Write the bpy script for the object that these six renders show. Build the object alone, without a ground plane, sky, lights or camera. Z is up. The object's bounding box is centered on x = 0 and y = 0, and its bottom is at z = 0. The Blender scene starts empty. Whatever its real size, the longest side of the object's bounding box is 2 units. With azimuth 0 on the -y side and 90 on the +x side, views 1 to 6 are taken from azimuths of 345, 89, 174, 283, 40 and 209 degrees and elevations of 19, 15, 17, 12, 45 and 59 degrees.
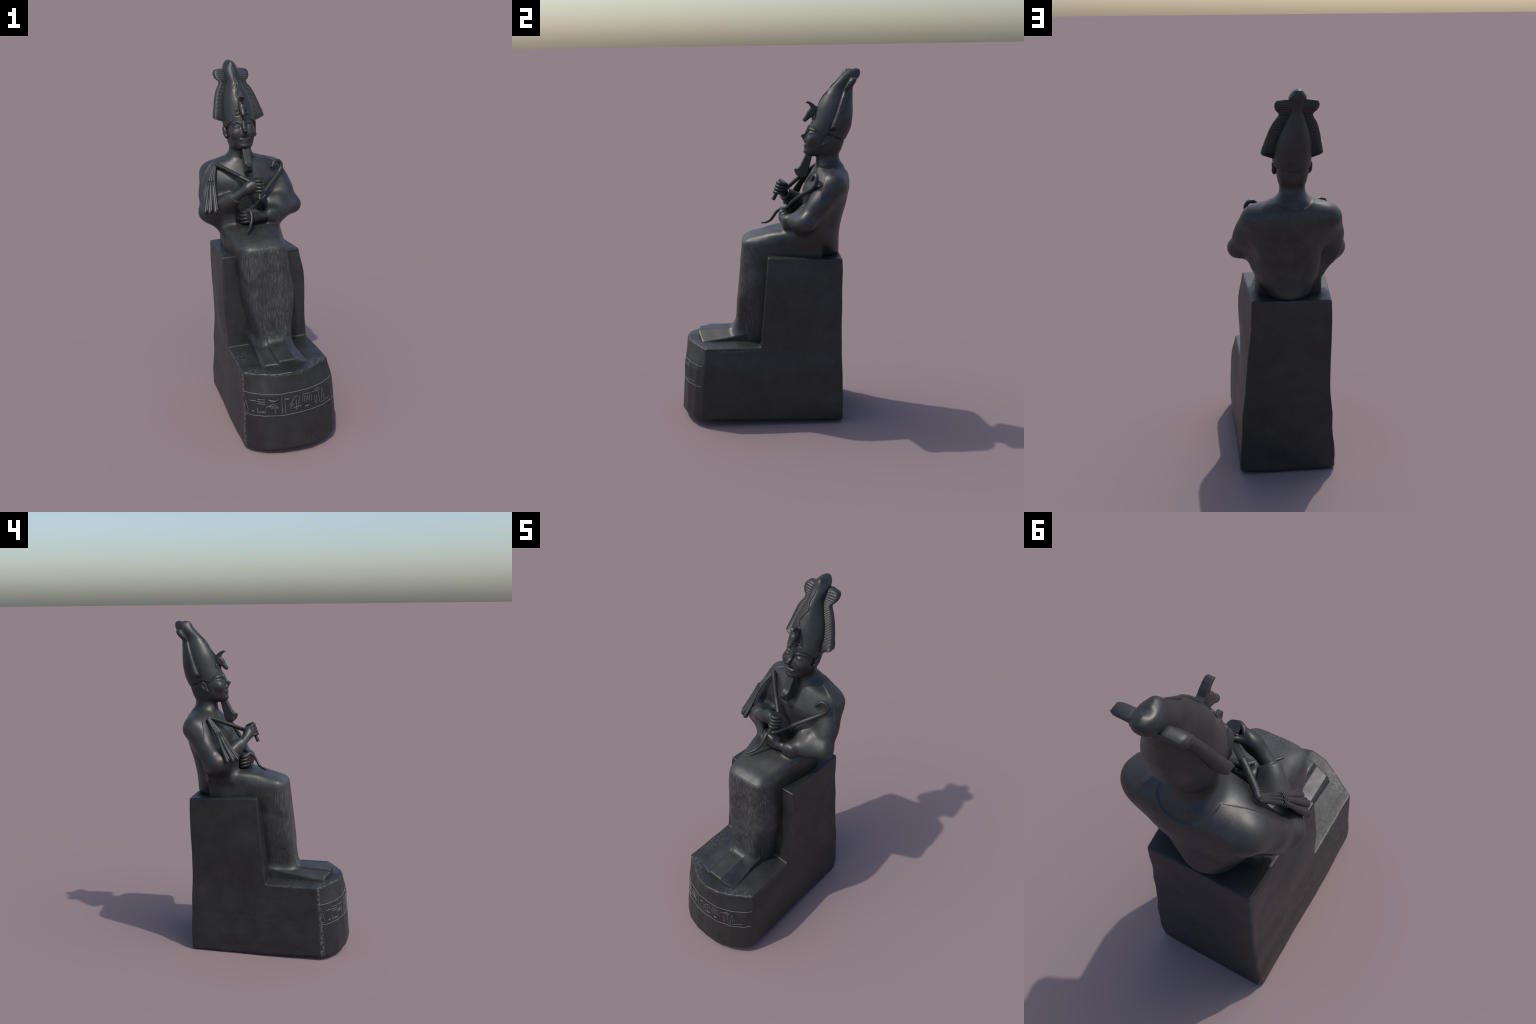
# Seated stone statue of a robed king with tall plumed crown, crook and flail, on an inscribed throne.
# Everything is described with signed-distance parts (lofts, round cones, slabs), swept tubes and lofted rings.
import bpy, bmesh, math
import numpy as np

rng = np.random.default_rng(7)

# ------------------------------------------------------------------ small maths helpers
def curve(zs, vs):
    """smooth (Catmull-Rom style) interpolation through control values"""
    zs = np.asarray(zs, float); vs = np.asarray(vs, float)
    m = np.gradient(vs, zs)
    def f(z):
        z = np.clip(z, zs[0], zs[-1])
        i = np.clip(np.searchsorted(zs, z) - 1, 0, len(zs) - 2)
        h = zs[i + 1] - zs[i]; t = (z - zs[i]) / h
        t2 = t * t; t3 = t2 * t
        return ((2*t3 - 3*t2 + 1) * vs[i] + (t3 - 2*t2 + t) * h * m[i]
                + (-2*t3 + 3*t2) * vs[i + 1] + (t3 - t2) * h * m[i + 1])
    return f

def linear(zs, vs):
    return lambda z: np.interp(z, zs, vs)

def smin(a, b, k):
    k = np.maximum(k, 1e-6)
    h = np.maximum(k - np.abs(a - b), 0) / k
    return np.minimum(a, b) - h * h * k * 0.25

def smax(a, b, k):
    return -smin(-a, -b, k)

def step(a, b, x):
    t = np.clip((x - a) / (b - a), 0, 1)
    return t * t * (3 - 2 * t)

def ellipsoid(P, c, r, rot=None):
    d = P - np.asarray(c)
    if rot is not None: d = d @ rot
    q = d / np.asarray(r)
    k0 = np.linalg.norm(q, axis=1)
    k1 = np.linalg.norm(q / np.asarray(r), axis=1) + 1e-9
    return k0 * (k0 - 1) / k1

def capsule(P, a, b, ra, rb):
    a = np.asarray(a, float); b = np.asarray(b, float)
    ab = b - a
    t = np.clip(((P - a) @ ab) / (ab @ ab), 0, 1)
    return np.linalg.norm(P - a - t[:, None] * ab, axis=1) - (ra + (rb - ra) * t)

def slab(P, c, half, r, rot=None):
    d = P - np.asarray(c)
    if rot is not None: d = d @ rot
    q = np.abs(d) - (np.asarray(half) - r)
    return np.linalg.norm(np.maximum(q, 0), axis=1) + np.minimum(q.max(axis=1), 0) - r

def frame(axis, up=(0, 0, 1)):
    """matrix whose columns are (axis, side, up')"""
    a = np.asarray(axis, float); a /= np.linalg.norm(a)
    s = np.cross(np.asarray(up, float), a); s /= np.linalg.norm(s)
    return np.stack([a, s, np.cross(a, s)], axis=1)

def loft(dx, dy, rx, ry, n):
    """radial distance to a superellipse section"""
    q = (np.abs(dx / rx) ** n + np.abs(dy / ry) ** n) ** (1.0 / n) + 1e-9
    return np.hypot(dx, dy) * (1 - 1 / q) - np.where(q < .02, np.minimum(rx, ry), 0)

def wobble(P, amp, scale, seed=0.0):
    x, y, z = P[:, 0] * scale, P[:, 1] * scale, P[:, 2] * scale
    return amp * (np.sin(x * 1.7 + 2.1 * np.sin(y * .9 + seed)) * np.sin(y * 1.3 + 1.7 * np.sin(z * 1.1 - seed))
                  + .5 * np.sin(z * 2.3 + 1.3 * np.sin(x * 2.1 + seed)))

def polygon2d(u, v, pts):
    """signed distance to a closed polygon in the plane"""
    pts = np.asarray(pts, float); n = len(pts)
    d = np.full(len(u), 1e9); s = np.ones(len(u))
    for i in range(n):
        a = pts[i]; b = pts[i - 1]; e = b - a
        wu = u - a[0]; wv = v - a[1]
        t = np.clip((wu * e[0] + wv * e[1]) / (e @ e), 0, 1)
        d = np.minimum(d, (wu - e[0] * t) ** 2 + (wv - e[1] * t) ** 2)
        c1 = v >= a[1]; c2 = v < b[1]; c3 = e[0] * wv > e[1] * wu
        s = np.where((c1 & c2 & c3) | (~c1 & ~c2 & ~c3), -s, s)
    return s * np.sqrt(d)

# ------------------------------------------------------------------ skinning of a distance field (surface nets)
def chunks(f, P, n=150000):
    return np.concatenate([f(P[i:i + n]) for i in range(0, len(P), n)]) if len(P) else np.zeros(0)

def skin(f, lo, hi, h, relax=1, m=6, slack=1.5):
    lo = np.asarray(lo, float); hi = np.asarray(hi, float)
    nb = np.ceil((hi - lo) / (h * m)).astype(int)
    n = nb * m
    I = np.stack(np.meshgrid(*[np.arange(k) for k in nb], indexing='ij'), -1).reshape(-1, 3)
    dc = chunks(f, lo + (I + .5) * m * h - .5 * h)
    F = np.repeat(np.repeat(np.repeat(np.where(dc < 0, -1., 1.).reshape(nb), m, 0), m, 1), m, 2).astype(np.float32)
    act = I[np.abs(dc) < m * h * .87 * slack + .004]
    o = np.stack(np.meshgrid(*[np.arange(m)] * 3, indexing='ij'), -1).reshape(-1, 3)
    G = (act[:, None, :] * m + o[None]).reshape(-1, 3)
    F[G[:, 0], G[:, 1], G[:, 2]] = chunks(f, lo + G * h)
    S = F < 0
    c = np.zeros(n - 1, np.int8)
    for a in (0, 1):
        for b in (0, 1):
            for d in (0, 1):
                c += S[a:n[0] - 1 + a, b:n[1] - 1 + b, d:n[2] - 1 + d]
    cells = np.argwhere((c > 0) & (c < 8))
    vid = np.full(n - 1, -1, np.int32); vid[tuple(cells.T)] = np.arange(len(cells))
    acc = np.zeros((len(cells), 3)); cnt = np.zeros(len(cells))
    corners = [(a, b, d) for a in (0, 1) for b in (0, 1) for d in (0, 1)]
    for p in corners:
        for ax in range(3):
            if p[ax]: continue
            q = list(p); q[ax] = 1
            A = cells + p; B = cells + q
            fa = F[tuple(A.T)]; fb = F[tuple(B.T)]
            x = (fa < 0) != (fb < 0)
            t = fa[x] / (fa[x] - fb[x])
            acc[x] += A[x] + t[:, None] * (B[x] - A[x]); cnt[x] += 1
    V = lo + acc / cnt[:, None] * h
    faces = []
    for ax in range(3):
        o1, o2 = [(1, 2), (2, 0), (0, 1)][ax]
        sl = [slice(None)] * 3; sl2 = [slice(None)] * 3
        sl[ax] = slice(0, n[ax] - 1); sl2[ax] = slice(1, n[ax])
        a = S[tuple(sl)]; b = S[tuple(sl2)]
        E = np.argwhere(a != b)
        E = E[(E[:, o1] > 0) & (E[:, o2] > 0) & (E[:, o1] < n[o1] - 1) & (E[:, o2] < n[o2] - 1)]
        neg = a[tuple(E.T)]
        u = np.zeros(3, int); u[o1] = 1; w = np.zeros(3, int); w[o2] = 1
        Q = np.stack([vid[tuple((E - u - w).T)], vid[tuple((E - w).T)], vid[tuple(E.T)], vid[tuple((E - u).T)]], 1)
        Q[~neg] = Q[~neg][:, ::-1]
        faces.append(Q)
    Q = np.concatenate(faces)
    # settle the vertices on the true surface, with a little tangential relaxing
    def grad(P, e):
        return np.stack([chunks(f, P + d) - chunks(f, P - d) for d in np.eye(3) * e], 1) / (2 * e)
    def project(P):
        g = grad(P, h * .3); v = chunks(f, P)
        s = v / np.maximum((g * g).sum(1), .15)
        return P - np.clip(s, -h, h)[:, None] * g
    for _ in range(relax):
        nb_sum = np.zeros_like(V); k = np.zeros(len(V))
        for i, j in ((0, 1), (1, 2), (2, 3), (3, 0)):
            for a, b in ((i, j), (j, i)):
                np.add.at(nb_sum, Q[:, a], V[Q[:, b]]); np.add.at(k, Q[:, a], 1)
        V = .5 * V + .5 * nb_sum / np.maximum(k, 1)[:, None]
        V = project(V)
    return V, Q

# ------------------------------------------------------------------ mesh builders
def new_mesh(name, V, Q, mat, parent, smooth=True, normals=None):
    me = bpy.data.meshes.new(name)
    me.from_pydata([tuple(v) for v in np.asarray(V).tolist()], [], np.asarray(Q).tolist() if not isinstance(Q, list) else Q)
    me.update()
    if normals is None:
        bm = bmesh.new(); bm.from_mesh(me); bmesh.ops.recalc_face_normals(bm, faces=bm.faces); bm.to_mesh(me); bm.free()
    if smooth: me.polygons.foreach_set('use_smooth', [True] * len(me.polygons))
    if normals is not None: me.normals_split_custom_set_from_vertices(normals)
    me.materials.append(mat)
    ob = bpy.data.objects.new(name, me)
    bpy.context.scene.collection.objects.link(ob)
    ob.parent = parent
    return ob

def vertex_normals(V, Q):
    n = np.zeros_like(V)
    fn = np.cross(V[Q[:, 2]] - V[Q[:, 0]], V[Q[:, 3]] - V[Q[:, 1]])
    for i in range(4): np.add.at(n, Q[:, i], fn)
    return n / np.maximum(np.linalg.norm(n, axis=1), 1e-12)[:, None]

def split(V, Q, label, table, parent):
    """cut one smooth skin into named parts; border vertices coincide, normals stay those of the whole"""
    N = vertex_normals(V, Q); out = {}
    for k, (name, mat) in table.items():
        q = Q[label == k]
        if not len(q): continue
        ids, inv = np.unique(q, return_inverse=True)
        out[k] = new_mesh(name, V[ids], inv.reshape(-1, 4), mat, parent, True, N[ids].tolist())
    return out

def sweep(path, radius, seg=16, n=60, flat=1.0, up=None, ribs=0, rib_amp=0, rib_range=(0, 1), closed_round=True):
    """tube along a smooth path; returns verts, faces"""
    path = np.asarray(path, float)
    L = np.concatenate([[0], np.cumsum(np.linalg.norm(np.diff(path, axis=0), axis=1))]); L /= L[-1]
    t = np.linspace(0, 1, n)
    if len(path) > 2: C = np.stack([curve(L, path[:, i])(t) for i in range(3)], 1)
    else: C = path[0] + t[:, None] * (path[1] - path[0])
    radius = np.atleast_1d(np.asarray(radius, float))
    R = np.full(n, radius[0]) if len(radius) == 1 else (curve(L, radius)(t) if len(radius) == len(L) else np.interp(t, np.linspace(0, 1, len(radius)), radius))
    if ribs:
        w = ((t > rib_range[0]) & (t < rib_range[1]))
        R = R + w * rib_amp * np.cos(2 * np.pi * ribs * t)
    T = np.gradient(C, axis=0); T /= np.linalg.norm(T, axis=1)[:, None]
    u = np.asarray(up, float) if up is not None else np.array([0, 0, 1.]) if abs(T[0][2]) < .9 else np.array([0, 1., 0])
    rings = []; 
    a = np.linspace(0, 2 * np.pi, seg, endpoint=False)
    if closed_round:
        ends0 = [(-math.sin(k) , math.cos(k)) for k in (1.35, 1.0, .6, .25)]
        idx = [(0, s, c) for s, c in ends0] + [(i, 0, 1) for i in range(n)] + [(n - 1, -s, c) for s, c in reversed(ends0)]
    else: idx = [(i, 0, 1) for i in range(n)]
    for i, off, sc in idx:
        s = np.cross(T[i], u); s /= np.linalg.norm(s); v = np.cross(s, T[i])
        u = v
        rings.append(C[i] + T[i] * off * R[i] + (np.outer(np.cos(a), s) * flat + np.outer(np.sin(a), v)) * R[i] * sc)
    return ring_loft(rings)

def ring_loft(rings):
    k = len(rings[0]); V = np.concatenate(rings + [rings[0].mean(0)[None], rings[-1].mean(0)[None]])
    F = []
    m = len(rings)
    for i in range(m - 1):
        for j in range(k):
            F.append((i * k + j, i * k + (j + 1) % k, (i + 1) * k + (j + 1) % k, (i + 1) * k + j))
    c0 = m * k; c1 = c0 + 1
    F += [(c0, (j + 1) % k, j) for j in range(k)]
    F += [(c1, (m - 1) * k + j, (m - 1) * k + (j + 1) % k) for j in range(k)]
    return V, F

def join_geo(parts):
    V = []; F = []; o = 0
    for v, f in parts:
        V.append(v); F += [tuple(i + o for i in q) for q in f]; o += len(v)
    return np.concatenate(V), F

# ------------------------------------------------------------------ materials
class Nodes:
    def __init__(s, name):
        s.mat = bpy.data.materials.new(name); s.mat.use_nodes = True
        s.t = s.mat.node_tree; s.n = s.t.nodes; s.l = s.t.links
        s.bsdf = s.n['Principled BSDF']
        s.co = s.n.new('ShaderNodeTexCoord').outputs['Object']
    def mapped(s, scale):
        m = s.n.new('ShaderNodeMapping'); m.inputs['Scale'].default_value = scale
        s.l.new(s.co, m.inputs['Vector']); return m.outputs[0]
    def noise(s, scale, detail=4, rough=.55, vec=None):
        x = s.n.new('ShaderNodeTexNoise'); x.inputs['Scale'].default_value = scale
        x.inputs['Detail'].default_value = detail; x.inputs['Roughness'].default_value = rough
        s.l.new(vec or s.co, x.inputs['Vector']); return x.outputs['Fac']
    def ramp(s, fac, a, b, ca=(0, 0, 0), cb=(1, 1, 1)):
        r = s.n.new('ShaderNodeValToRGB')
        r.color_ramp.elements[0].position = a; r.color_ramp.elements[1].position = b
        r.color_ramp.elements[0].color = (*ca, 1); r.color_ramp.elements[1].color = (*cb, 1)
        s.l.new(fac, r.inputs[0]); return r.outputs[0]
    def math(s, op, a, b):
        m = s.n.new('ShaderNodeMath'); m.operation = op
        for i, v in enumerate((a, b)):
            if isinstance(v, (int, float)): m.inputs[i].default_value = v
            else: s.l.new(v, m.inputs[i])
        return m.outputs[0]
    def mix(s, fac, a, b):
        m = s.n.new('ShaderNodeMix'); m.data_type = 'RGBA'
        for sock, v in ((m.inputs[0], fac), (m.inputs[6], a), (m.inputs[7], b)):
            if isinstance(v, (int, float)): sock.default_value = v
            elif isinstance(v, tuple): sock.default_value = (*v, 1)
            else: s.l.new(v, sock)
        return m.outputs[2]

def stone(name, dark=(.0105, .0110, .0115), light=(.021, .0215, .0215), speck=.4, speck_color=(.085, .09, .087),
          streak=0.0, roughness=.40, grain=.25, edges=(), spec=.55):
    g = Nodes(name)
    cloud = g.ramp(g.noise(9, 9, .74), .36, .66, dark, light)
    # pale mineral flecks gathered in patches
    patch = g.ramp(g.noise(11, 4, .6), .42, .66)
    fleck = g.ramp(g.noise(190, 4, .75), .50, .68)
    col = g.mix(g.math('MULTIPLY', g.math('MULTIPLY', patch, fleck), speck), cloud, speck_color)
    if streak:   # vertical tool marks rubbed pale
        st = g.ramp(g.noise(1.0, 4, .65, g.mapped((210, 210, 12))), .48, .68)
        area = g.ramp(g.noise(10, 2), .25, .60)
        sp = g.n.new('ShaderNodeSeparateXYZ'); g.l.new(g.co, sp.inputs[0])
        shin = g.ramp(g.math('ADD', sp.outputs[1], .5), .38, .48, (1, 1, 1), (0, 0, 0))   # only the shins, not the hips
        area = g.math('MULTIPLY', area, shin)
        col = g.mix(g.math('MULTIPLY', g.math('MULTIPLY', st, area), streak), col, (.085, .09, .087))
    if edges:    # chipped arrises showing pale stone: cylinders of wear round given edge lines
        sep = g.n.new('ShaderNodeSeparateXYZ'); g.l.new(g.co, sep.inputs[0])
        total = 0.0
        chip = g.ramp(g.noise(75, 5, .75), .47, .60)
        for (ax1, c1, k1), (ax2, c2, k2), r, amount in edges:
            def off(axis, c, k):
                v = g.math('SUBTRACT', sep.outputs[axis], c)
                for other, slope in k.items(): v = g.math('SUBTRACT', v, g.math('MULTIPLY', sep.outputs[other], slope))
                return v
            d1 = off(ax1, c1, k1); d2 = off(ax2, c2, k2)
            dist = g.math('SQRT', g.math('ADD', g.math('MULTIPLY', d1, d1), g.math('MULTIPLY', d2, d2)), 0)
            m = g.math('MULTIPLY', g.ramp(dist, r * .45, r, (1, 1, 1), (0, 0, 0)), amount)
            total = m if isinstance(total, float) else g.math('MAXIMUM', total, m)
        col = g.mix(g.math('MULTIPLY', total, chip), col, (.12, .125, .12))
    g.l.new(col, g.bsdf.inputs['Base Color'])
    rr = g.ramp(g.noise(30, 4), .3, .7, (roughness - .03,) * 3, (roughness + .06,) * 3)
    g.l.new(rr, g.bsdf.inputs['Roughness'])
    g.bsdf.inputs['Specular IOR Level'].default_value = spec
    b = g.n.new('ShaderNodeBump'); b.inputs['Strength'].default_value = grain; b.inputs['Distance'].default_value = .0012
    g.l.new(g.noise(170, 5, .65), b.inputs['Height']); g.l.new(b.outputs[0], g.bsdf.inputs['Normal'])
    return g.mat

M_BODY = stone('polished_dark_stone', dark=(.0105, .0110, .0113), light=(.034, .0345, .0338), speck=.55, roughness=.44)
M_HEAD = stone('polished_dark_stone_head', dark=(.0105, .0110, .0113), light=(.026, .0265, .0262), speck=.15, roughness=.43, grain=.12)
M_ROBE = stone('rubbed_dark_stone', dark=(.0095, .0100, .0103), light=(.030, .0305, .030), streak=1.0, speck=.6, roughness=.45)
M_PLINTH = stone('matt_dark_stone', dark=(.0075, .0078, .0080), light=(.0195, .0198, .0195), speck=.28, roughness=.46, grain=.08, edges=[
    ((0, -.2285, {}), (1, -.404, {2: .075}), .016, .9),          # front vertical arris
    ((2, .4470, {}), (1, -.012, {1: .94}), .009, .45),                 # long top arris
    ((2, .4560, {0: .03}), (1, -.030, {1: .93}), .008, .6)])       # curved top rim
M_THRONE = stone('matt_dark_stone_throne', dark=(.0075, .0078, .0080), light=(.0195, .0198, .0195), speck=.28, roughness=.46, grain=.08)
M_TOOL = stone('polished_dark_stone_regalia', dark=(.0125, .0130, .0132), light=(.026, .0265, .026), speck=.15, grain=.15, roughness=.42)
M_CHALK = stone('pale_incised_lines', dark=(.085, .09, .085), light=(.14, .145, .135), speck=0, roughness=.7)
M_FAINT = stone('faint_incised_lines', dark=(.020, .021, .021), light=(.045, .046, .045), speck=0, roughness=.6)

root = bpy.data.objects.new('seated_statue', None)
bpy.context.scene.collection.objects.link(root)
root['label'] = 'dark polished stone seated king with tall plumed crown, crook and flail'
root['category'] = 'statue'

# ------------------------------------------------------------------ throne and plinth
XL_BACK = curve([0, .04, .117, .228, .329, .453, .575, .734, .889, 1.0], [-.226, -.226, -.223, -.212, -.210, -.199, -.199, -.202, -.204, -.199])
XL_MID = curve([0, .1, .3, .456, .7, .964, 1.0], [-.229, -.229, -.219, -.211, -.218, -.222, -.222])
XL_FRONT = curve([0, .1, .25, .445, .6], [-.231, -.230, -.224, -.223, -.223])
XR_BACK = curve([0, .084, .235, .359, .44, .631, .81, .909, 1.0], [.277, .276, .265, .256, .243, .224, .206, .201, .198])
XR_MID = curve([0, .1, .3, .466, .652, .834, .985, 1.0], [.285, .284, .270, .243, .241, .247, .225, .224])
XR_FRONT = curve([0, .1, .177, .3, .368, .451, .6], [.294, .293, .291, .284, .277, .257, .257])
BOW_LOW = linear([-1, -.87, -.65, -.3, 0, .3, .62, .87, 1], [0, .046, .088, .117, .124, .121, .092, .046, 0])
BOW_TOP = linear([-1, -.65, -.3, 0, .3, .62, 1], [0, .056, .107, .119, .104, .062, 0])

def blend_y(P, b, m, f):
    y, z = P[:, 1], P[:, 2]
    tb = np.clip((y + .03) / .44, 0, 1); tf = np.clip((-.03 - y) / .345, 0, 1)
    return m(z) + (b(z) - m(z)) * tb + (f(z) - m(z)) * tf

def front_y(x, z):
    xl = XL_FRONT(z); xr = XR_FRONT(z)
    t = (x - (xl + xr) / 2) / ((xr - xl) / 2)
    w = np.clip((z - .34) / .115, 0, 1)
    return -.405 + .037 * np.clip(z / .455, 0, 1.1) - (BOW_LOW(t) * (1 - w) + BOW_TOP(t) * w)

def throne_sdf(P):
    x, y, z = P[:, 0], P[:, 1], P[:, 2]
    xl = blend_y(P, XL_BACK, XL_MID, XL_FRONT); xr = blend_y(P, XR_BACK, XR_MID, XR_FRONT)
    xl = xl - .022 * np.exp(-((y - .11) / .16) ** 2 - ((z - .64) / .22) ** 2) - .008 * np.exp(-((y + .12) / .15) ** 2 - ((z - .25) / .3) ** 2)
    xr = xr + .012 * np.exp(-((y - .20) / .19) ** 2 - ((z - .60) / .22) ** 2) + .003 * np.exp(-((y + .18) / .14) ** 2 - ((z - .25) / .25) ** 2)
    bottom = -.006 + .030 * np.clip((.41 - y) / .81, 0, 1.1) + .022 * np.clip((x + .22) / .5, 0, 1.1) - .006
    bottom = np.maximum(bottom, .0015)
    e = .008 + .020 * step(.09, .03, z)
    side = smax(xl - x, x - xr, .004)
    back = y - (.412 + .003 * np.sin(z * 9)) - .006 * step(.1, 0, z)
    fr = (front_y(x, z) - y) * .85
    d = smax(smax(side, back, e), fr, e * .7)
    base_top = .458 + .03 * (x - 0.02) + .010 * np.clip(-y / .4, 0, 1.2) * np.clip(1 - np.abs(x - .02) / .2, 0, 1)
    seat_front = (-.052 + .046 * np.clip((z - .456) / .51, 0, 1)) - y
    seat_top = .957 + .03 * (x + .2) * .5 + .022 * np.clip(.41 - y, 0, .42) / .42
    dip = .016 * np.clip(1 - np.abs(x) / .18, 0, 1) * step(.41, .33, y)
    steps = smin(z - base_top, smax(seat_front, z - seat_top + dip, .009), .012)
    d = smax(d, steps, .008)
    d = smax(d, bottom - z, .018)
    # irregular cut stone and nibbled arrises
    return d + wobble(P, .0008, 14, 1.0) + wobble(P, .0006, 55, 2.0) * .3

V, Q = skin(throne_sdf, (-.26, -.56, -.02), (.32, .45, 1.02), .0042)
cz = V[Q].mean(1)
lab = np.where((cz[:, 2] > .464) & (cz[:, 1] > -.06), 1, 0)
split(V, Q, lab, {0: ('plinth', M_PLINTH), 1: ('throne', M_THRONE)}, root)

# ------------------------------------------------------------------ the figure: one continuous body
T_Z = [.93, .965, 1.03, 1.08, 1.13, 1.19, 1.26, 1.31, 1.35, 1.395, 1.425, 1.448, 1.468, 1.49, 1.52, 1.56, 1.60]
T_FRONT = curve(T_Z, [.06, .06, .07, .13, .19, .205, .204, .203, .211, .236, .254, .268, .277, .280, .282, .288, .30])
T_BACK = curve(T_Z, [.403, .408, .410, .411, .417, .431, .450, .459, .462, .460, .454, .443, .434, .418, .410, .420, .433])
T_HW = curve(T_Z, [.110, .120, .150, .163, .166, .172, .192, .204, .208, .200, .175, .142, .094, .069, .061, .066, .072])
T_CX = curve(T_Z, [.003, .004, .008, .007, .004, .004, .002, 0, -.003, -.006, -.008, -.010, -.012, -.013, -.012, -.012, -.012])

H_Z = [1.50, 1.525, 1.545, 1.565, 1.59, 1.62, 1.65, 1.68, 1.71, 1.74]
H_FRONT = curve(H_Z, [.262, .226, .217, .217, .219, .225, .235, .243, .252, .27])
H_BACK = curve(H_Z, [.395, .405, .413, .421, .430, .438, .445, .452, .455, .455])
H_HW = curve(H_Z, [.040, .052, .062, .069, .074, .077, .078, .078, .077, .074])
HX = -.0125

LEG_Z = [.44, .50, .55, .60, .66, .71, .80, .93, 1.03, 1.12]
LEG_FRONT = curve(LEG_Z, [-.215, -.210, -.201, -.193, -.190, -.184, -.174, -.158, -.143, -.141])
LEG_HW = curve(LEG_Z, [.100, .100, .102, .108, .120, .130, .135, .127, .120, .113])
LEG_CX = curve(LEG_Z, [.026, .026, .025, .023, .020, .019, .014, .001, -.006, -.006])
LAP_Y = [-.16, -.131, -.108, -.04, .04, .10, .20, .30]
LAP_TOP = curve(LAP_Y, [1.052, 1.061, 1.071, 1.090, 1.110, 1.119, 1.12, 1.12])
LAP_HW = curve(LAP_Y, [.108, .110, .113, .124, .142, .156, .168, .162])

EL_R = np.array([-.241, .230, 1.181]); EL_L = np.array([.251, .208, 1.186])
SH_R = np.array([-.184, .374, 1.374]); SH_L = np.array([.171, .360, 1.374])
CUFF_R = np.array([-.112, .104, 1.286]); CUFF_L = np.array([.071, .108, 1.160])
WR_R = np.array([-.045, .079, 1.330]); WR_L = np.array([.005, .097, 1.168])

def arm_sdf(P, sh, el, cuff):
    up = capsule(P, sh, el, .059, .047)
    mid = (sh + el) / 2 + np.array([.006 * np.sign(el[0]), 0, 0])       # cloak taut over the upper arm
    up = smin(up, ellipsoid(P, mid, (.051, .053, .075), frame(el - sh, (1, 0, 0))[:, [1, 2, 0]]), .03)
    fo = capsule(P, el, cuff, .047, .034)
    return smin(up, fo, .03)

def hand_r(P):
    a = frame(WR_R - CUFF_R)
    w = capsule(P, CUFF_R - .02 * a[:, 0], WR_R, .025, .027)
    palm = ellipsoid(P, (-.022, .080, 1.342), (.044, .024, .036), frame((.85, -.4, .25)))
    thumb = capsule(P, (-.03, .095, 1.352), (.012, .108, 1.362), .012, .010)
    d = smin(w, palm, .03)
    return smin(d, thumb, .015)

def hand_l(P):
    w = capsule(P, CUFF_L + (.02, 0, 0), WR_L, .027, .030)
    fist = slab(P, (-.028, .112, 1.172), (.042, .036, .042), .026)
    thumb = capsule(P, (.0, .082, 1.196), (-.04, .082, 1.208), .014, .012)
    return smin(smin(w, fist, .03), thumb, .015)

def face(P, d):
    x = P[:, 0] - HX; y = P[:, 1]; z = P[:, 2]
    ax = np.abs(x)
    M = np.stack([ax, y, z], 1)
    # brow ridge, eye sockets, lids
    d = smax(d, -ellipsoid(M, (.033, .2295, 1.6525), (.024, .0120, .010)), .010)
    d = smin(d, capsule(M, (.011, .2395, 1.6695), (.034, .2445, 1.6740), .0018, .0022), .006)
    d = smin(d, capsule(M, (.034, .2445, 1.6740), (.062, .2660, 1.666), .0022, .0018), .006)
    d = smin(d, ellipsoid(M, (.036, .2490, 1.6515), (.019, .0115, .0080)), .006)
    d = smax(d, -ellipsoid(M, (.036, .234, 1.6475), (.015, .0045, .0028)), .003)
    d = smin(d, capsule(M, (.020, .2425, 1.6545), (.058, .262, 1.652), .0028, .0018), .003)
    # cheeks
    d = smin(d, ellipsoid(M, (.043, .252, 1.615), (.026, .022, .024)), .03)
    # nose: narrow bridge, sharp raised tip, broad wings
    C = np.stack([x, y, z], 1)
    d = smin(d, capsule(C, (0, .243, 1.684), (0, .226, 1.645), .008, .008), .010)
    nose = polygon2d(y, z, [(.250, 1.684), (.238, 1.674), (.2225, 1.645), (.200, 1.6375), (.1965, 1.633), (.2165, 1.6015), (.245, 1.60)])
    w = .0022 + .0075 * np.clip((1.68 - z) / .08, 0, 1)
    q = np.stack([np.maximum(nose, 0), np.maximum(ax - w, 0)], 1)
    d = smin(d, np.linalg.norm(q, axis=1) + np.minimum(np.maximum(nose, ax - w), 0) - .0020, .014)
    d = smin(d, ellipsoid(M, (.011, .224, 1.608), (.009, .012, .009)), .006)
    # lips and chin
    d = smax(d, -ellipsoid(M, (.0, .207, 1.5767), (.036, .015, .0020)), .003)
    d = smin(d, ellipsoid(M, (.009, .2205, 1.5825), (.021, .0090, .0042)), .006)
    d = smin(d, ellipsoid(C, (0, .2205, 1.5705), (.020, .0092, .0052)), .007)
    d = smin(d, ellipsoid(C, (0, .229, 1.545), (.026, .019, .015)), .012)
    return d

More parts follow.
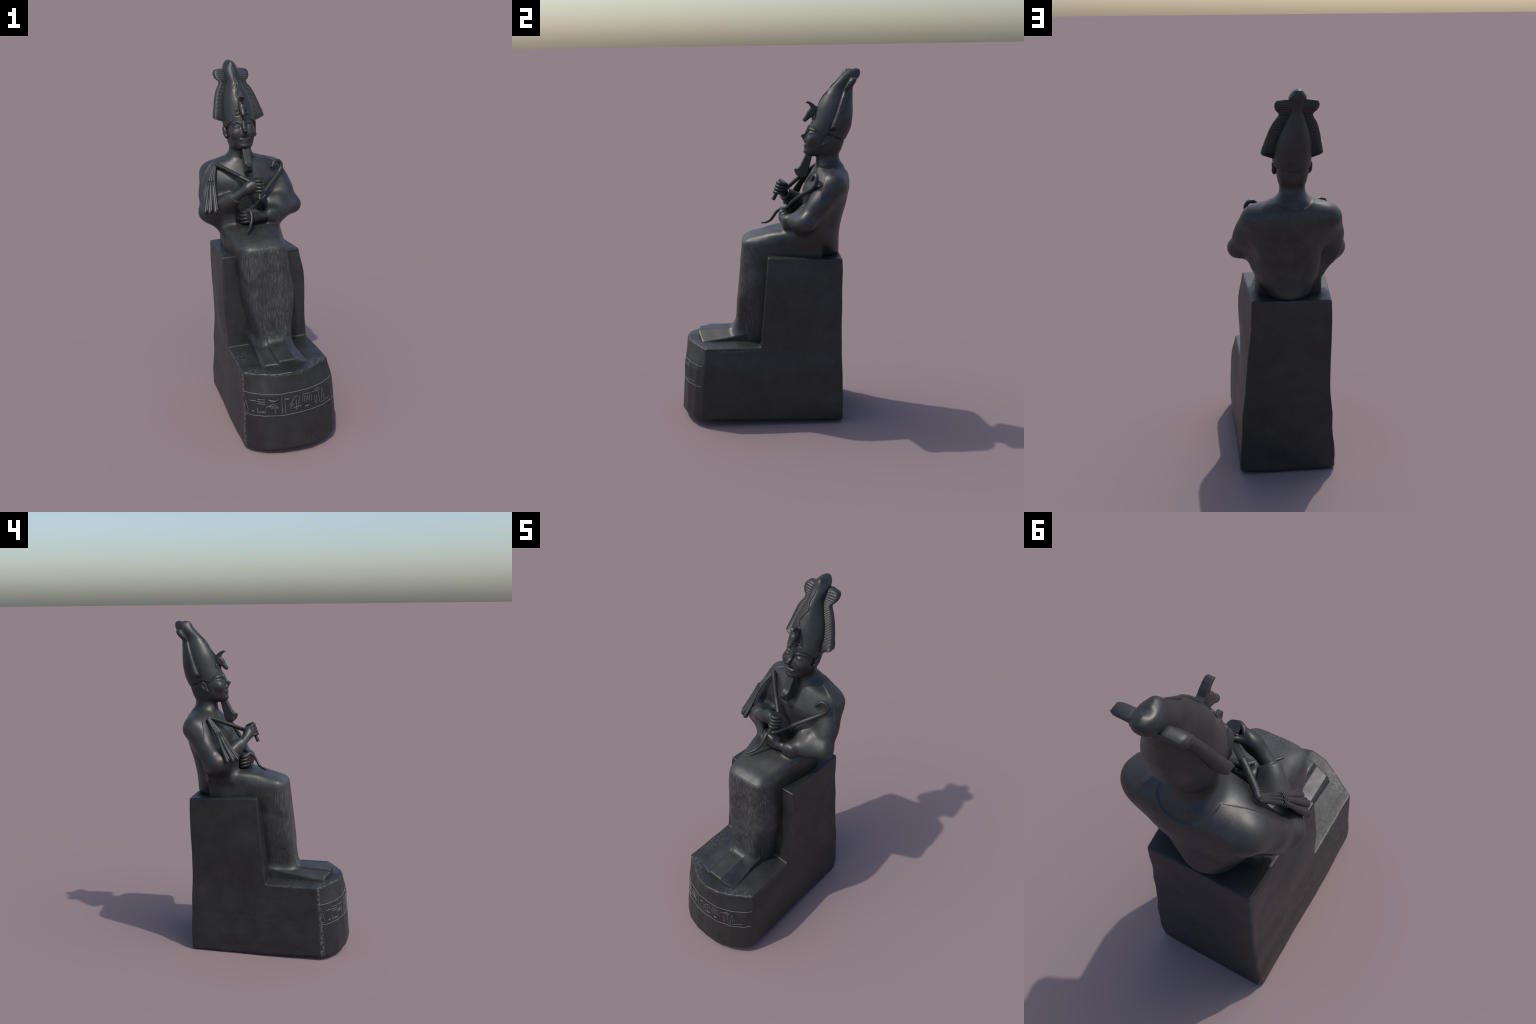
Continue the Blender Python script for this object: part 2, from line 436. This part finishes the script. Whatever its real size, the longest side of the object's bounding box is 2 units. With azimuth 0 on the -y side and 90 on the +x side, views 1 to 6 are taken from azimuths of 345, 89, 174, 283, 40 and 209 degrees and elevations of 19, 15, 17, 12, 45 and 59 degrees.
def body_parts(P):
    x, y, z = P[:, 0], P[:, 1], P[:, 2]
    f = T_FRONT(z); b = T_BACK(z); hw = T_HW(z)
    torso = loft(x - T_CX(z), y - (f + b) / 2, hw, (b - f) / 2, 2.25)
    torso = smax(torso, .952 - z, .03)
    torso = smax(torso, z - 1.61, .01)
    # sleeves hanging from the forearms to the lap, leaving a hollow in the middle
    dr = slab(P, (-.170, .215, 1.165), (.070, .092, .115), .014)
    dl = slab(P, (.135, .238, 1.170), (.066, .072, .090), .045)
    dl = smax(dl, ((.176 + .567 * (z - 1.254)) - y) * .85, .01)
    dr = smax(dr, (.121 + .50 * (-.10 - x) - y) * .85, .012)
    dr = smax(dr, (z - (1.292 + .77 * (x + .112))) * .8, .015)
    dr = smax(dr, (-(.162 + (z - 1.03) * .70) - x) * .82, .03)
    dl = smax(dl, (x - (.160 + (z - 1.04) * .60)) * .85, .03)
    torso = smin(torso, dr, .03)
    torso = smin(torso, dl, .05)
    armr = arm_sdf(P, SH_R, EL_R, CUFF_R); arml = arm_sdf(P, SH_L, EL_L, CUFF_L)
    # cut the sleeves square at the cuffs
    ar = (CUFF_R - EL_R) / np.linalg.norm(CUFF_R - EL_R); al = np.array([-1, -.1, 0]); al = al / np.linalg.norm(al)
    armr = smax(armr, (P - CUFF_R - .004 * ar) @ ar, .004)
    arml = smax(arml, (P - CUFF_L) @ al, .004)
    cuffl = smax(slab(P, CUFF_L + (.033, .006, -.001), (.033, .030, .040), .022), (P - CUFF_L) @ al, .003)
    arml = smin(arml, cuffl, .02)
    # lap and shins under the long robe
    lap = loft(x - (-.004 - .01 * np.clip(-y, 0, .2) / .14), z - (LAP_TOP(y) - .10), LAP_HW(y), .10 + 0 * y, 5.0)
    lap = smax(smax(lap, -.138 - y, .050), y - .30, .02)
    lf = LEG_FRONT(z)
    legs = loft(x - LEG_CX(z), y - (lf + .12) / 2, LEG_HW(z) + .015 * step(-.14, -.05, y), (.12 - lf) / 2, 4.6)
    legs = smax(smax(legs, z - 1.045, .03), .43 - z, .01)
    low = smin(lap, legs, .045)
    # feet: two flat slippers with a groove between, square at the toes
    xx = x + .030
    top = .509 + (y + .415) * .06
    top = np.where(xx > 0, top - .55 * np.clip(x - .058, 0, 1), top - .013 - .18 * np.clip(-xx, 0, 1) - 1.2 * np.clip(-x - .098, 0, 1))
    top = top - .006 * np.exp(-(xx / .006) ** 2)
    feet = (z - top) * .85
    toe = -.417 + .35 * np.clip(np.abs(x - .017) - .055, 0, 1)
    feet = smax(feet, (toe - y) * .94, .010)
    feet = smax(feet, x - (.142 - .12 * np.clip(y + .38, 0, .3)), .006)
    feet = smax(feet, -.116 + .06 * np.clip(y + .38, 0, .3) - x, .006)
    feet = smax(smax(feet, .43 - z, .01), y - .0, .01)
    # head
    hf = H_FRONT(z); hb = H_BACK(z)
    head = loft(x - HX, y - (hf + hb) / 2, H_HW(z), (hb - hf) / 2, 2.35)
    head = smax(smax(head, 1.515 + (y - .245) * .18 - z, .02), z - 1.715, .01)
    head = face(P, head)
    return torso, armr, arml, low, feet, head, hand_r(P), hand_l(P)

def cloak_edge(P):
    """thin ledge of the cloak across the shoulders and below the nape"""
    x, y, z = P[:, 0] + .012, P[:, 1], P[:, 2]
    ax = np.abs(x)
    line = .368 - (ax - .098) * .50
    a = step(-.0015, .0015, y - line)
    b = step(-.0015, .0015, (1.426 + 4.6 * x * x) - z + .12 * np.clip(.40 - y, 0, .2))
    return .0058 * a * b * step(1.30, 1.36, z)

def body_sdf(P):
    t, ar, al, low, feet, head, hr, hl = body_parts(P)
    d = smin(t, ar, .068); d = smin(d, al, .068)
    d = d - cloak_edge(P)
    d = smin(d, low, .028)
    d = smin(d, feet, .035)
    d = smin(d, head, .022)
    d = smin(d, hr, .003); d = smin(d, hl, .003)
    return d + wobble(P, .0005, 22, 3.0)

V, Q = skin(body_sdf, (-.32, -.45, .425), (.33, .495, 1.73), .0031)
C = V[Q].mean(1)
t, ar, al, low, feet, head, hr, hl = body_parts(C)
lab = np.zeros(len(C), int)                                   # torso
lab[(ar < t - .002) & (C[:, 0] < -.12) | ((ar < .003) & (C[:, 1] < .2))] = 1
lab[(al < t - .002) & (C[:, 0] > .12) | ((al < .003) & (C[:, 1] < .2))] = 2
lab[((low < t) & (C[:, 2] < 1.14) & (lab == 0)) | (C[:, 2] < 1.0) & (C[:, 1] < .05)] = 3
lab[(feet < low) & (C[:, 2] < .56) & (C[:, 0] < -.030)] = 4
lab[(feet < low) & (C[:, 2] < .56) & (C[:, 0] >= -.030)] = 5
lab[(C[:, 2] > 1.462) & (np.abs(C[:, 0] - HX) < .09)] = 6
lab[(C[:, 2] > 1.517 + (C[:, 1] - .254) * .42) & (C[:, 2] > 1.50)] = 7
lab[(hr < .0035) & (hr < ar)] = 8
lab[(hl < .0035) & (hl < al) & (hl < low)] = 9
parts = split(V, Q, lab, {0: ('torso', M_BODY), 1: ('arm', M_BODY), 2: ('arm', M_BODY), 3: ('robed_legs', M_ROBE),
                          4: ('foot', M_BODY), 5: ('foot', M_BODY), 6: ('neck', M_HEAD), 7: ('head', M_HEAD),
                          8: ('hand', M_HEAD), 9: ('hand', M_HEAD)}, root)

# fingers wrapped round the grips
for i in range(4):
    z = 1.373 - i * .0175; y = .066 - i * .0062; x0 = i * .0008
    v, f = sweep([(-.008 + x0, y + .016, z - .004), (.004 + x0, y + .002, z + .001), (.022 + x0, y - .006, z + .001), (.038, y + .006, z),
                  (.042, y + .026, z - .004), (.032, y + .044, z - .008)], [.0085, .0098, .0096, .0095, .0092, .008], 12, 28)
    new_mesh('finger', v, f, M_HEAD, parts[8])
for i in range(4):
    z = 1.200 - i * .0190; s = (.004, -.003, -.004, .002)[i]
    v, f = sweep([(-.022 + s, .091, z), (-.040 + s, .086, z - .001), (-.060 + s, .091, z - .003), (-.074 + s, .106, z - .005),
                  (-.076 + s, .124, z - .007), (-.066 + s, .138, z - .008)], [.009, .0102, .0098, .0094, .0090, .0075], 12, 28)
    new_mesh('finger', v, f, M_HEAD, parts[9])

# ears
for s in (-1, 1):
    cx = HX + s * .086
    def ear(P, s=s, cx=cx):
        M = np.stack([(P[:, 0] - HX) * s, P[:, 1], P[:, 2]], 1)
        R = frame((0, -.45, -1), (1, 0, 0))
        d = ellipsoid(M, (.086, .334, 1.616), (.033, .016, .0195), frame((0, -.5, -1), (1, 0, 0)))
        d = smax(d, .072 - M[:, 0], .004)
        d = smax(d, M[:, 0] - .0975 - .30 * (M[:, 1] - .335), .004)
        d = smax(d, -ellipsoid(M, (.104, .336, 1.621), (.020, .013, .0115), frame((0, -.5, -1), (1, 0, 0))), .003)
        return smin(d, ellipsoid(M, (.083, .315, 1.589), (.010, .009, .011)), .008)
    V, Q = skin(ear, (cx - .03, .29, 1.57), (cx + .03, .375, 1.66), .0018)
    new_mesh('ear', V, Q, M_HEAD, root)

# ------------------------------------------------------------------ crown
C_Z = [1.56, 1.608, 1.64, 1.674, 1.693, 1.722, 1.796, 1.854, 1.898, 1.935, 1.955, 1.970, 1.982, 1.992, 2.0]
C_FRONT = curve(C_Z, [.232, .232, .234, .240, .247, .262, .289, .326, .363, .396, .413, .424, .434, .445, .46])
C_BACK = curve(C_Z, [.42, .444, .460, .474, .479, .484, .487, .486, .488, .508, .522, .527, .5265, .523, .512])
C_HW = curve(C_Z, [.088, .0905, .092, .0935, .0935, .0925, .078, .055, .0400, .0410, .0405, .0365, .0295, .0205, .006])
C_CX = curve([1.56, 1.70, 1.85, 2.0], [-.010, -.011, -.020, -.027])
RIM = curve([.22, .247, .285, .303, .318, .345, .38, .444, .48], [1.704, 1.693, 1.664, 1.642, 1.644, 1.650, 1.634, 1.608, 1.595])

def crown_sdf(P):
    x, y, z = P[:, 0], P[:, 1], P[:, 2]
    f = C_FRONT(z); b = C_BACK(z)
    d = loft(x - C_CX(z), y - (f + b) / 2, C_HW(z), (b - f) / 2, 2.15) * .9
    d = smax(d, z - 1.9995, .012)
    # knob on the tip and shallow notch before it
    d = smax(d, -ellipsoid(P, (-.026, .482, 2.008), (.03, .012, .010)), .012)
    d = smin(d, ellipsoid(P, (-.022, .440, 1.975), (.012, .014, .022), frame((0, .5, 1), (1, 0, 0))[:, [1, 2, 0]]), .012)
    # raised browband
    band = RIM(y) - z
    d = smax(d, band * .9, .003)
    # crumpled patches beside the serpent
    return d + wobble(P, .0006, 26, 5.) + .0013 * np.sin(z * 120 + 2.5 * np.sin(x * 130) + 2 * np.sin(z * 47)) * np.exp(-(((x + .02) / .022) ** 2)) * step(1.78, 1.82, z) * step(1.93, 1.88, z) * step(.44, .40, y)

V, Q = skin(crown_sdf, (-.135, .215, 1.58), (.11, .545, 2.015), .0030)
crown = new_mesh('crown', V, Q, M_HEAD, root, True)

def on_crown(p, lift):
    p = np.asarray([p], float)
    for _ in range(6):
        g = np.array([(crown_sdf(p + d) - crown_sdf(p - d))[0] for d in np.eye(3) * .001]) / .002
        p = p - (crown_sdf(p)[0] - lift) * g / max(g @ g, .2)
    return p[0]

# ostrich plumes with cross barbs
P_FRONT = curve([1.64, 1.674, 1.74, 1.774, 1.82, 1.874, 1.923, 1.96], [.332, .345, .374, .388, .404, .425, .449, .472])
P_BACK = curve([1.64, 1.655, 1.695, 1.733, 1.788, 1.84, 1.888, 1.925, 1.96], [.365, .375, .393, .405, .423, .440, .463, .490, .502])
vv = [0, .04, .12, .30, .47, .64, .78, .83, .88, .92, .955, .98, 1.0]
OUT_O = curve(vv, [.1425, .1465, .1455, .134, .121, .102, .079, .083, .095, .1015, .0985, .086, .050])
OUT_Z = curve(vv, [1.685, 1.691, 1.703, 1.745, 1.792, 1.840, 1.879, 1.888, 1.900, 1.918, 1.937, 1.947, 1.952])
IN_Z = curve(vv, [1.655, 1.664, 1.682, 1.735, 1.788, 1.838, 1.878, 1.890, 1.902, 1.915, 1.928, 1.937, 1.944])
IN_O = linear([0, .3, .6, .8, 1], [.06, .05, .03, .012, .012])
for s in (-1, 1):
    rings = []
    nv = 480; ribs = 40
    for v in np.linspace(0, 1, nv):
        ph = (v * ribs) % 1.0
        rid = .0028 * (abs(2 * ph - 1) - .5) * (1 if .02 < v < .99 else 0)
        wav = .0003 * math.sin(v * 37 + s)
        cx = float(C_CX(IN_Z(v))) + .002
        ring = []
        us = np.linspace(0, 1, 9)
        for side in (0, 1):
            for u in (us if side == 0 else us[::-1]):
                o = IN_O(v) + (OUT_O(v) - IN_O(v)) * u
                z = IN_Z(v) + (OUT_Z(v) - IN_Z(v)) * u
                edge = 1 - .25 * max(0, (u - .9) / .1)
                mid = (P_FRONT(z) + P_BACK(z)) / 2; th = (P_BACK(z) - P_FRONT(z)) / 2 * edge
                rr = rid * (1 - min(1, max(0, (u - .8) / .15)))
                y = mid - th - rr if side == 0 else mid + th + rr
                ring.append((cx + s * (o + (wav if u > .9 else 0)), y, z))
        ring = np.array(ring)
        rings.append(ring if s > 0 else ring[::-1])
    v_, f_ = ring_loft(rings)
    new_mesh('plume', v_, [q[::-1] for q in f_], M_HEAD, root, True)

# rearing serpent on the brow: head, curled horn, side coils and the tail winding up the crown
UX = -.016
def serpent_sdf(P):
    d = capsule(P, (UX, .262, 1.768), (UX, .250, 1.756), .019, .019)
    d = smin(d, capsule(P, (UX, .250, 1.757), (UX - .001, .219, 1.722), .019, .0125), .012)
    d = smin(d, capsule(P, (UX, .280, 1.740), (UX, .262, 1.765), .014, .017), .015)
    horn = polygon2d(P[:, 1], P[:, 2], [(.2195, 1.8165), (.232, 1.8245), (.247, 1.820), (.264, 1.810), (.277, 1.798), (.297, 1.790),
                                        (.285, 1.765), (.2535, 1.780), (.251, 1.789), (.243, 1.805), (.230, 1.8135)]) + .002
    wx = np.abs(P[:, 0] - UX) - .0095
    h = np.hypot(np.maximum(horn, 0), np.maximum(wx, 0)) + np.minimum(np.maximum(horn, wx), 0) - .0025
    d = smin(d, h, .005)
    return smax(d, np.abs(P[:, 0] - UX) - .0165, .004)
V, Q = skin(serpent_sdf, (-.055, .18, 1.69), (.025, .32, 1.84), .0022)
serpent = new_mesh('serpent', V, Q, M_HEAD, root)
geo = []
for s in (-1, 1):
    ring = [on_crown((UX + s * (.026 + .011 * math.cos(a)), .262, 1.733 + .014 * math.sin(a)), .002) for a in np.linspace(0, 2 * math.pi, 9)[:-1]]
    ring.append(ring[0]); geo.append(sweep(ring, .0055, 10, 48, closed_round=False))
    geo.append(sweep([on_crown((UX + s * .012, .27, 1.722), .002), on_crown((UX + s * .03, .27, 1.713), .001), on_crown((UX + s * .045, .275, 1.709), -.001)], [.006, .005, .003], 10, 20))
v, f = join_geo(geo); new_mesh('serpent_coil', v, f, M_HEAD, serpent)
trail = [(-.022, .42, 1.955), (-.020, .40, 1.925), (-.025, .375, 1.897), (-.013, .35, 1.867), (-.020, .33, 1.848), (-.032, .31, 1.826), (-.026, .295, 1.806), (-.012, .288, 1.79)]
v, f = sweep([on_crown(p, -.0010) for p in trail], [.003, .0045, .006, .0065, .0065, .0065, .007, .007], 12, 70)
new_mesh('serpent_tail', v, f, M_HEAD, serpent)

# ------------------------------------------------------------------ false beard
BEARD = [(.222, 1.532), (.190, 1.466), (.176, 1.452), (.158, 1.449), (.156, 1.440), (.164, 1.416), (.186, 1.397), (.217, 1.396), (.231, 1.414), (.256, 1.515), (.252, 1.540)]
def beard_sdf(P):
    x = P[:, 0] + .008 + (1.53 - P[:, 2]) * -.02
    d2 = polygon2d(P[:, 1], P[:, 2], BEARD) + .0055
    w = .0215 - .05 * np.clip(1.5 - P[:, 2], 0, .1) * .2 - .009 * step(.185, .165, P[:, 1])
    q = np.stack([np.maximum(d2, 0), np.maximum(np.abs(x) - w + .0055, 0)], 1)
    d = np.linalg.norm(q, axis=1) + np.minimum(np.maximum(d2, np.abs(x) - w + .0055), 0) - .0055
    return d
V, Q = skin(beard_sdf, (-.045, .14, 1.38), (.03, .275, 1.555), .0023)
new_mesh('beard', V, Q, M_HEAD, root)

# ------------------------------------------------------------------ flail
flail = bpy.data.objects.new('flail', None); bpy.context.scene.collection.objects.link(flail); flail.parent = root
bend = np.array([-.180, .290, 1.441])
v, f = sweep([bend + (-.002, -.004, -.012), bend + (.004, -.002, -.001), bend + (.018, -.016, -.006), (-.09, .205, 1.398), (.020, .106, 1.338)],
             .0118, 14, 330, ribs=46, rib_amp=.0011, rib_range=(.05, .62))
new_mesh('flail_rod', v, f, M_TOOL, flail)
g0 = np.array([.013, .034, 1.276]); g1 = np.array([.028, .088, 1.381]); ax = (g1 - g0) / np.linalg.norm(g1 - g0); L = np.linalg.norm(g1 - g0)
v, f = sweep([g0, g0 + ax * L * .98], [.0105, .0105, .0105, .0105, .0105, .0105, .011, .012, .017, .0225], 20, 60, closed_round=False)
# flat disc on the flared end of the grip
v2, f2 = sweep([g1 - ax * .007, g1 + ax * .002], [.0225, .0260], 28, 6, closed_round=False)
v, f = join_geo([(v, f), (v2, f2)])
new_mesh('flail_grip', v, f, M_TOOL, flail).data.set_sharp_from_angle(angle=math.radians(50))
ends = [(-.270, .156, 1.203), (-.252, .128, 1.207), (-.222, .112, 1.212)]
bands = [(-.229, .226, 1.348), (-.220, .215, 1.348), (-.209, .207, 1.350)]
for e, b in zip(ends, bands):
    e = np.array(e); b = np.array(b)
    top = bend + (b - np.mean(bands, axis=0)) * .45 + (-.002, -.002, -.006)
    v, f = sweep([top, top * .6 + b * .4, b, b * .45 + e * .55, e], [.0065, .0075, .0075, .0105, .0135], 14, 60)
    new_mesh('flail_strand', v, f, M_TOOL, flail)
    # second fine cord lying beside each strand
    off = np.array([.007, -.006, 0])
    v, f = sweep([top + off * .6, b + off, b * .45 + e * .55 + off * 1.1, e + off * 1.2 + (0, 0, .012)], [.004, .005, .006, .007], 10, 40)
    new_mesh('flail_cord', v, f, M_TOOL, flail)
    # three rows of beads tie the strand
    d = (e - b) / np.linalg.norm(e - b); fr = frame(d)
    geo = []
    for k in range(4):
        c = b + d * (k * .009 - .013)
        for a in np.linspace(0, 2 * math.pi, 9)[:-1]:
            p = c + (fr[:, 1] * math.cos(a + k * .4) + fr[:, 2] * math.sin(a + k * .4)) * .0082
            geo.append(sweep([p - d * .001, p + d * .001], .0031, 8, 3))
    v, f = join_geo(geo); ob = new_mesh('bead_band', v, f, M_TOOL, flail); ob['kind'] = 'stuff'

# ------------------------------------------------------------------ crook
v, f = sweep([(.151, .247, 1.409), (.160, .254, 1.426), (.178, .262, 1.437), (.196, .267, 1.434), (.209, .268, 1.417), (.208, .264, 1.396),
              (.190, .252, 1.372), (.165, .232, 1.352), (.110, .186, 1.313), (.052, .143, 1.268), (.002, .116, 1.226), (-.022, .096, 1.217), (-.036, .077, 1.213),
              (-.033, .054, 1.196), (-.036, .035, 1.168), (-.050, .014, 1.140), (-.066, -.012, 1.126), (-.081, -.034, 1.121)],
             [.0105, .0105, .0105, .0105, .0108, .0112, .0116, .0116, .0116, .0116, .0114, .0105, .0095, .0090, .0082, .0075, .0065, .0045], 16, 220)
new_mesh('crook', v, f, M_TOOL, root)

# ------------------------------------------------------------------ inscription on the plinth front
def front_point(t, z, lift=.0002):
    xl = float(XL_FRONT(z)); xr = float(XR_FRONT(z)); x = (xl + xr) / 2 + t * (xr - xl) / 2
    p = np.array([[x, float(front_y(x, z)), z]])
    for _ in range(4): p[0, 1] += throne_sdf(p)[0] - lift
    return p[0]

def stroke(pts, r=.0013, n=None):
    P = []
    for (t0, z0), (t1, z1) in zip(pts[:-1], pts[1:]):
        m = max(2, int(abs(t1 - t0) / .03) + int(abs(z1 - z0) / .02) + 1)
        for k in range(m): P.append(front_point(t0 + (t1 - t0) * k / m, z0 + (z1 - z0) * k / m))
    P.append(front_point(*pts[-1]))
    return sweep(P, r, 6, max(4, len(P) * 3))
TOP = linear([-1, -.65, -.35, .02, .3, 1], [.346, .352, .352, .359, .363, .363])
BOT = linear([-1, -.65, -.35, 0, .3, 1], [.221, .228, .231, .238, .243, .244])
inscription = bpy.data.objects.new('inscription', None); bpy.context.scene.collection.objects.link(inscription); inscription.parent = root
def border(f, a, b): return [(t, float(f(t))) for t in np.linspace(a, b, 30)]
for f, b in ((TOP, .965), (BOT, .955)):
    v, q = stroke(border(f, -.985, b), .0019); new_mesh('border_line', v, q, M_CHALK, inscription)
GLYPHS = {
    'reed_sign': [[(-.987, .277), (-.966, .296), (-.928, .245)], [(-.974, .234), (-.944, .235)]],
    'dash_sign': [[(-.902, .306), (-.791, .309)]],
    'bread_sign': [[(-.873, .246), (-.851, .248), (-.829, .248)], [(-.865, .249), (-.838, .250)]],
    'water_sign': [[(-.763, .320), (-.625, .322)], [(-.766, .306), (-.632, .308)], [(-.764, .294), (-.634, .297)]],
    'basket_sign': [[(-.772, .265), (-.771, .246), (-.635, .248), (-.624, .262)], [(-.70, .250), (-.66, .251)]],
    'bowl_sign': [[(-.558, .322), (-.481, .310), (-.413, .314), (-.357, .324)], [(-.537, .320), (-.454, .317)]],
    'eye_sign': [[(-.609, .280), (-.545, .285), (-.484, .295), (-.427, .292), (-.372, .275), (-.513, .275), (-.549, .286)], [(-.520, .284), (-.454, .283)]],
    'stroke_sign': [[(-.428, .266), (-.423, .244)]],
    'staff_sign': [[(-.291, .333), (-.294, .245)]],
    'flag_sign': [[(-.223, .331), (-.227, .246)], [(-.208, .324), (-.140, .324)], [(-.208, .320), (-.140, .320)]],
    'bird_sign': [[(-.123, .285), (-.010, .332), (.042, .334)], [(-.123, .268), (-.072, .291)], [(-.06, .293), (-.05, .285)],
                  [(.012, .313), (.014, .256)], [(.089, .331), (.060, .283)], [(-.046, .271), (.105, .277)]],
    'comb_sign': [[(.154 + .0405 * i, .327), (.155 + .0400 * i, .299 - .004 * (i % 3))] for i in range(6)] + [[(.167, .337), (.330, .339)]],
    'loaf_sign': [[(.211, .266), (.278, .268)], [(.213, .269), (.276, .271)]],
    'seat_sign': [[(.378, .337), (.560, .336)], [(.473, .340), (.502, .347), (.546, .347), (.578, .338)]],
    'oval_sign': [[(.446, .315), (.434, .299), (.458, .264), (.487, .281), (.482, .309)]],
    'leg_sign': [[(.535, .329), (.562, .264), (.594, .260)]],
    'triangle_sign': [[(.602, .260), (.645, .340), (.703, .262), (.635, .261)], [(.655, .30), (.660, .27)]],
    'ground_sign': [[(.719, .264), (.821, .265)]],
}
for name, strokes in GLYPHS.items():
    thin = name in ('comb_sign', 'triangle_sign', 'ground_sign', 'leg_sign', 'oval_sign', 'reed_sign', 'seat_sign')
    v, q = join_geo([stroke(s, .0014 if thin else .0019) for s in strokes])
    new_mesh(name, v, q, M_CHALK, inscription)
v, q = stroke([(.721, .339), (.80, .335)], .0008); new_mesh('scratch', v, q, M_FAINT, inscription)

# nearly worn-away ruled lines running on along both sides of the plinth
def side_point(s, y, z):
    P = np.array([[0, y, z]])
    x = float((blend_y(P, XL_BACK, XL_MID, XL_FRONT) if s < 0 else blend_y(P, XR_BACK, XR_MID, XR_FRONT))[0])
    P[0, 0] = x
    for _ in range(3): P[0, 0] += -s * (throne_sdf(P)[0] - .0001)
    return P[0]
for s, y_end in ((-1, .16), (1, .30)):
    geo = []
    for z0, z1 in (((.348, .352), (.224, .236)) if s < 0 else ((.363, .365), (.246, .250))):
        y = -.375
        while y < y_end:
            l = rng.uniform(.012, .045)
            z = z0 + (z1 - z0) * (y + .375) / .6
            geo.append(sweep([side_point(s, y + l * k, z) for k in (0, .5, 1)], .0009 if s < 0 else .0006, 6, 8))
            y += l + rng.uniform(.004, .03)
    if s < 0:
        for _ in range(16):
            y = rng.uniform(-.2, .12); z = rng.uniform(.26, .325); l = rng.uniform(.01, .03)
            geo.append(sweep([side_point(s, y, z), side_point(s, y + l, z + rng.uniform(-.004, .004))], .0006, 6, 4))
    v, q = join_geo(geo); ob = new_mesh('worn_line', v, q, M_FAINT, inscription); ob['kind'] = 'stuff'
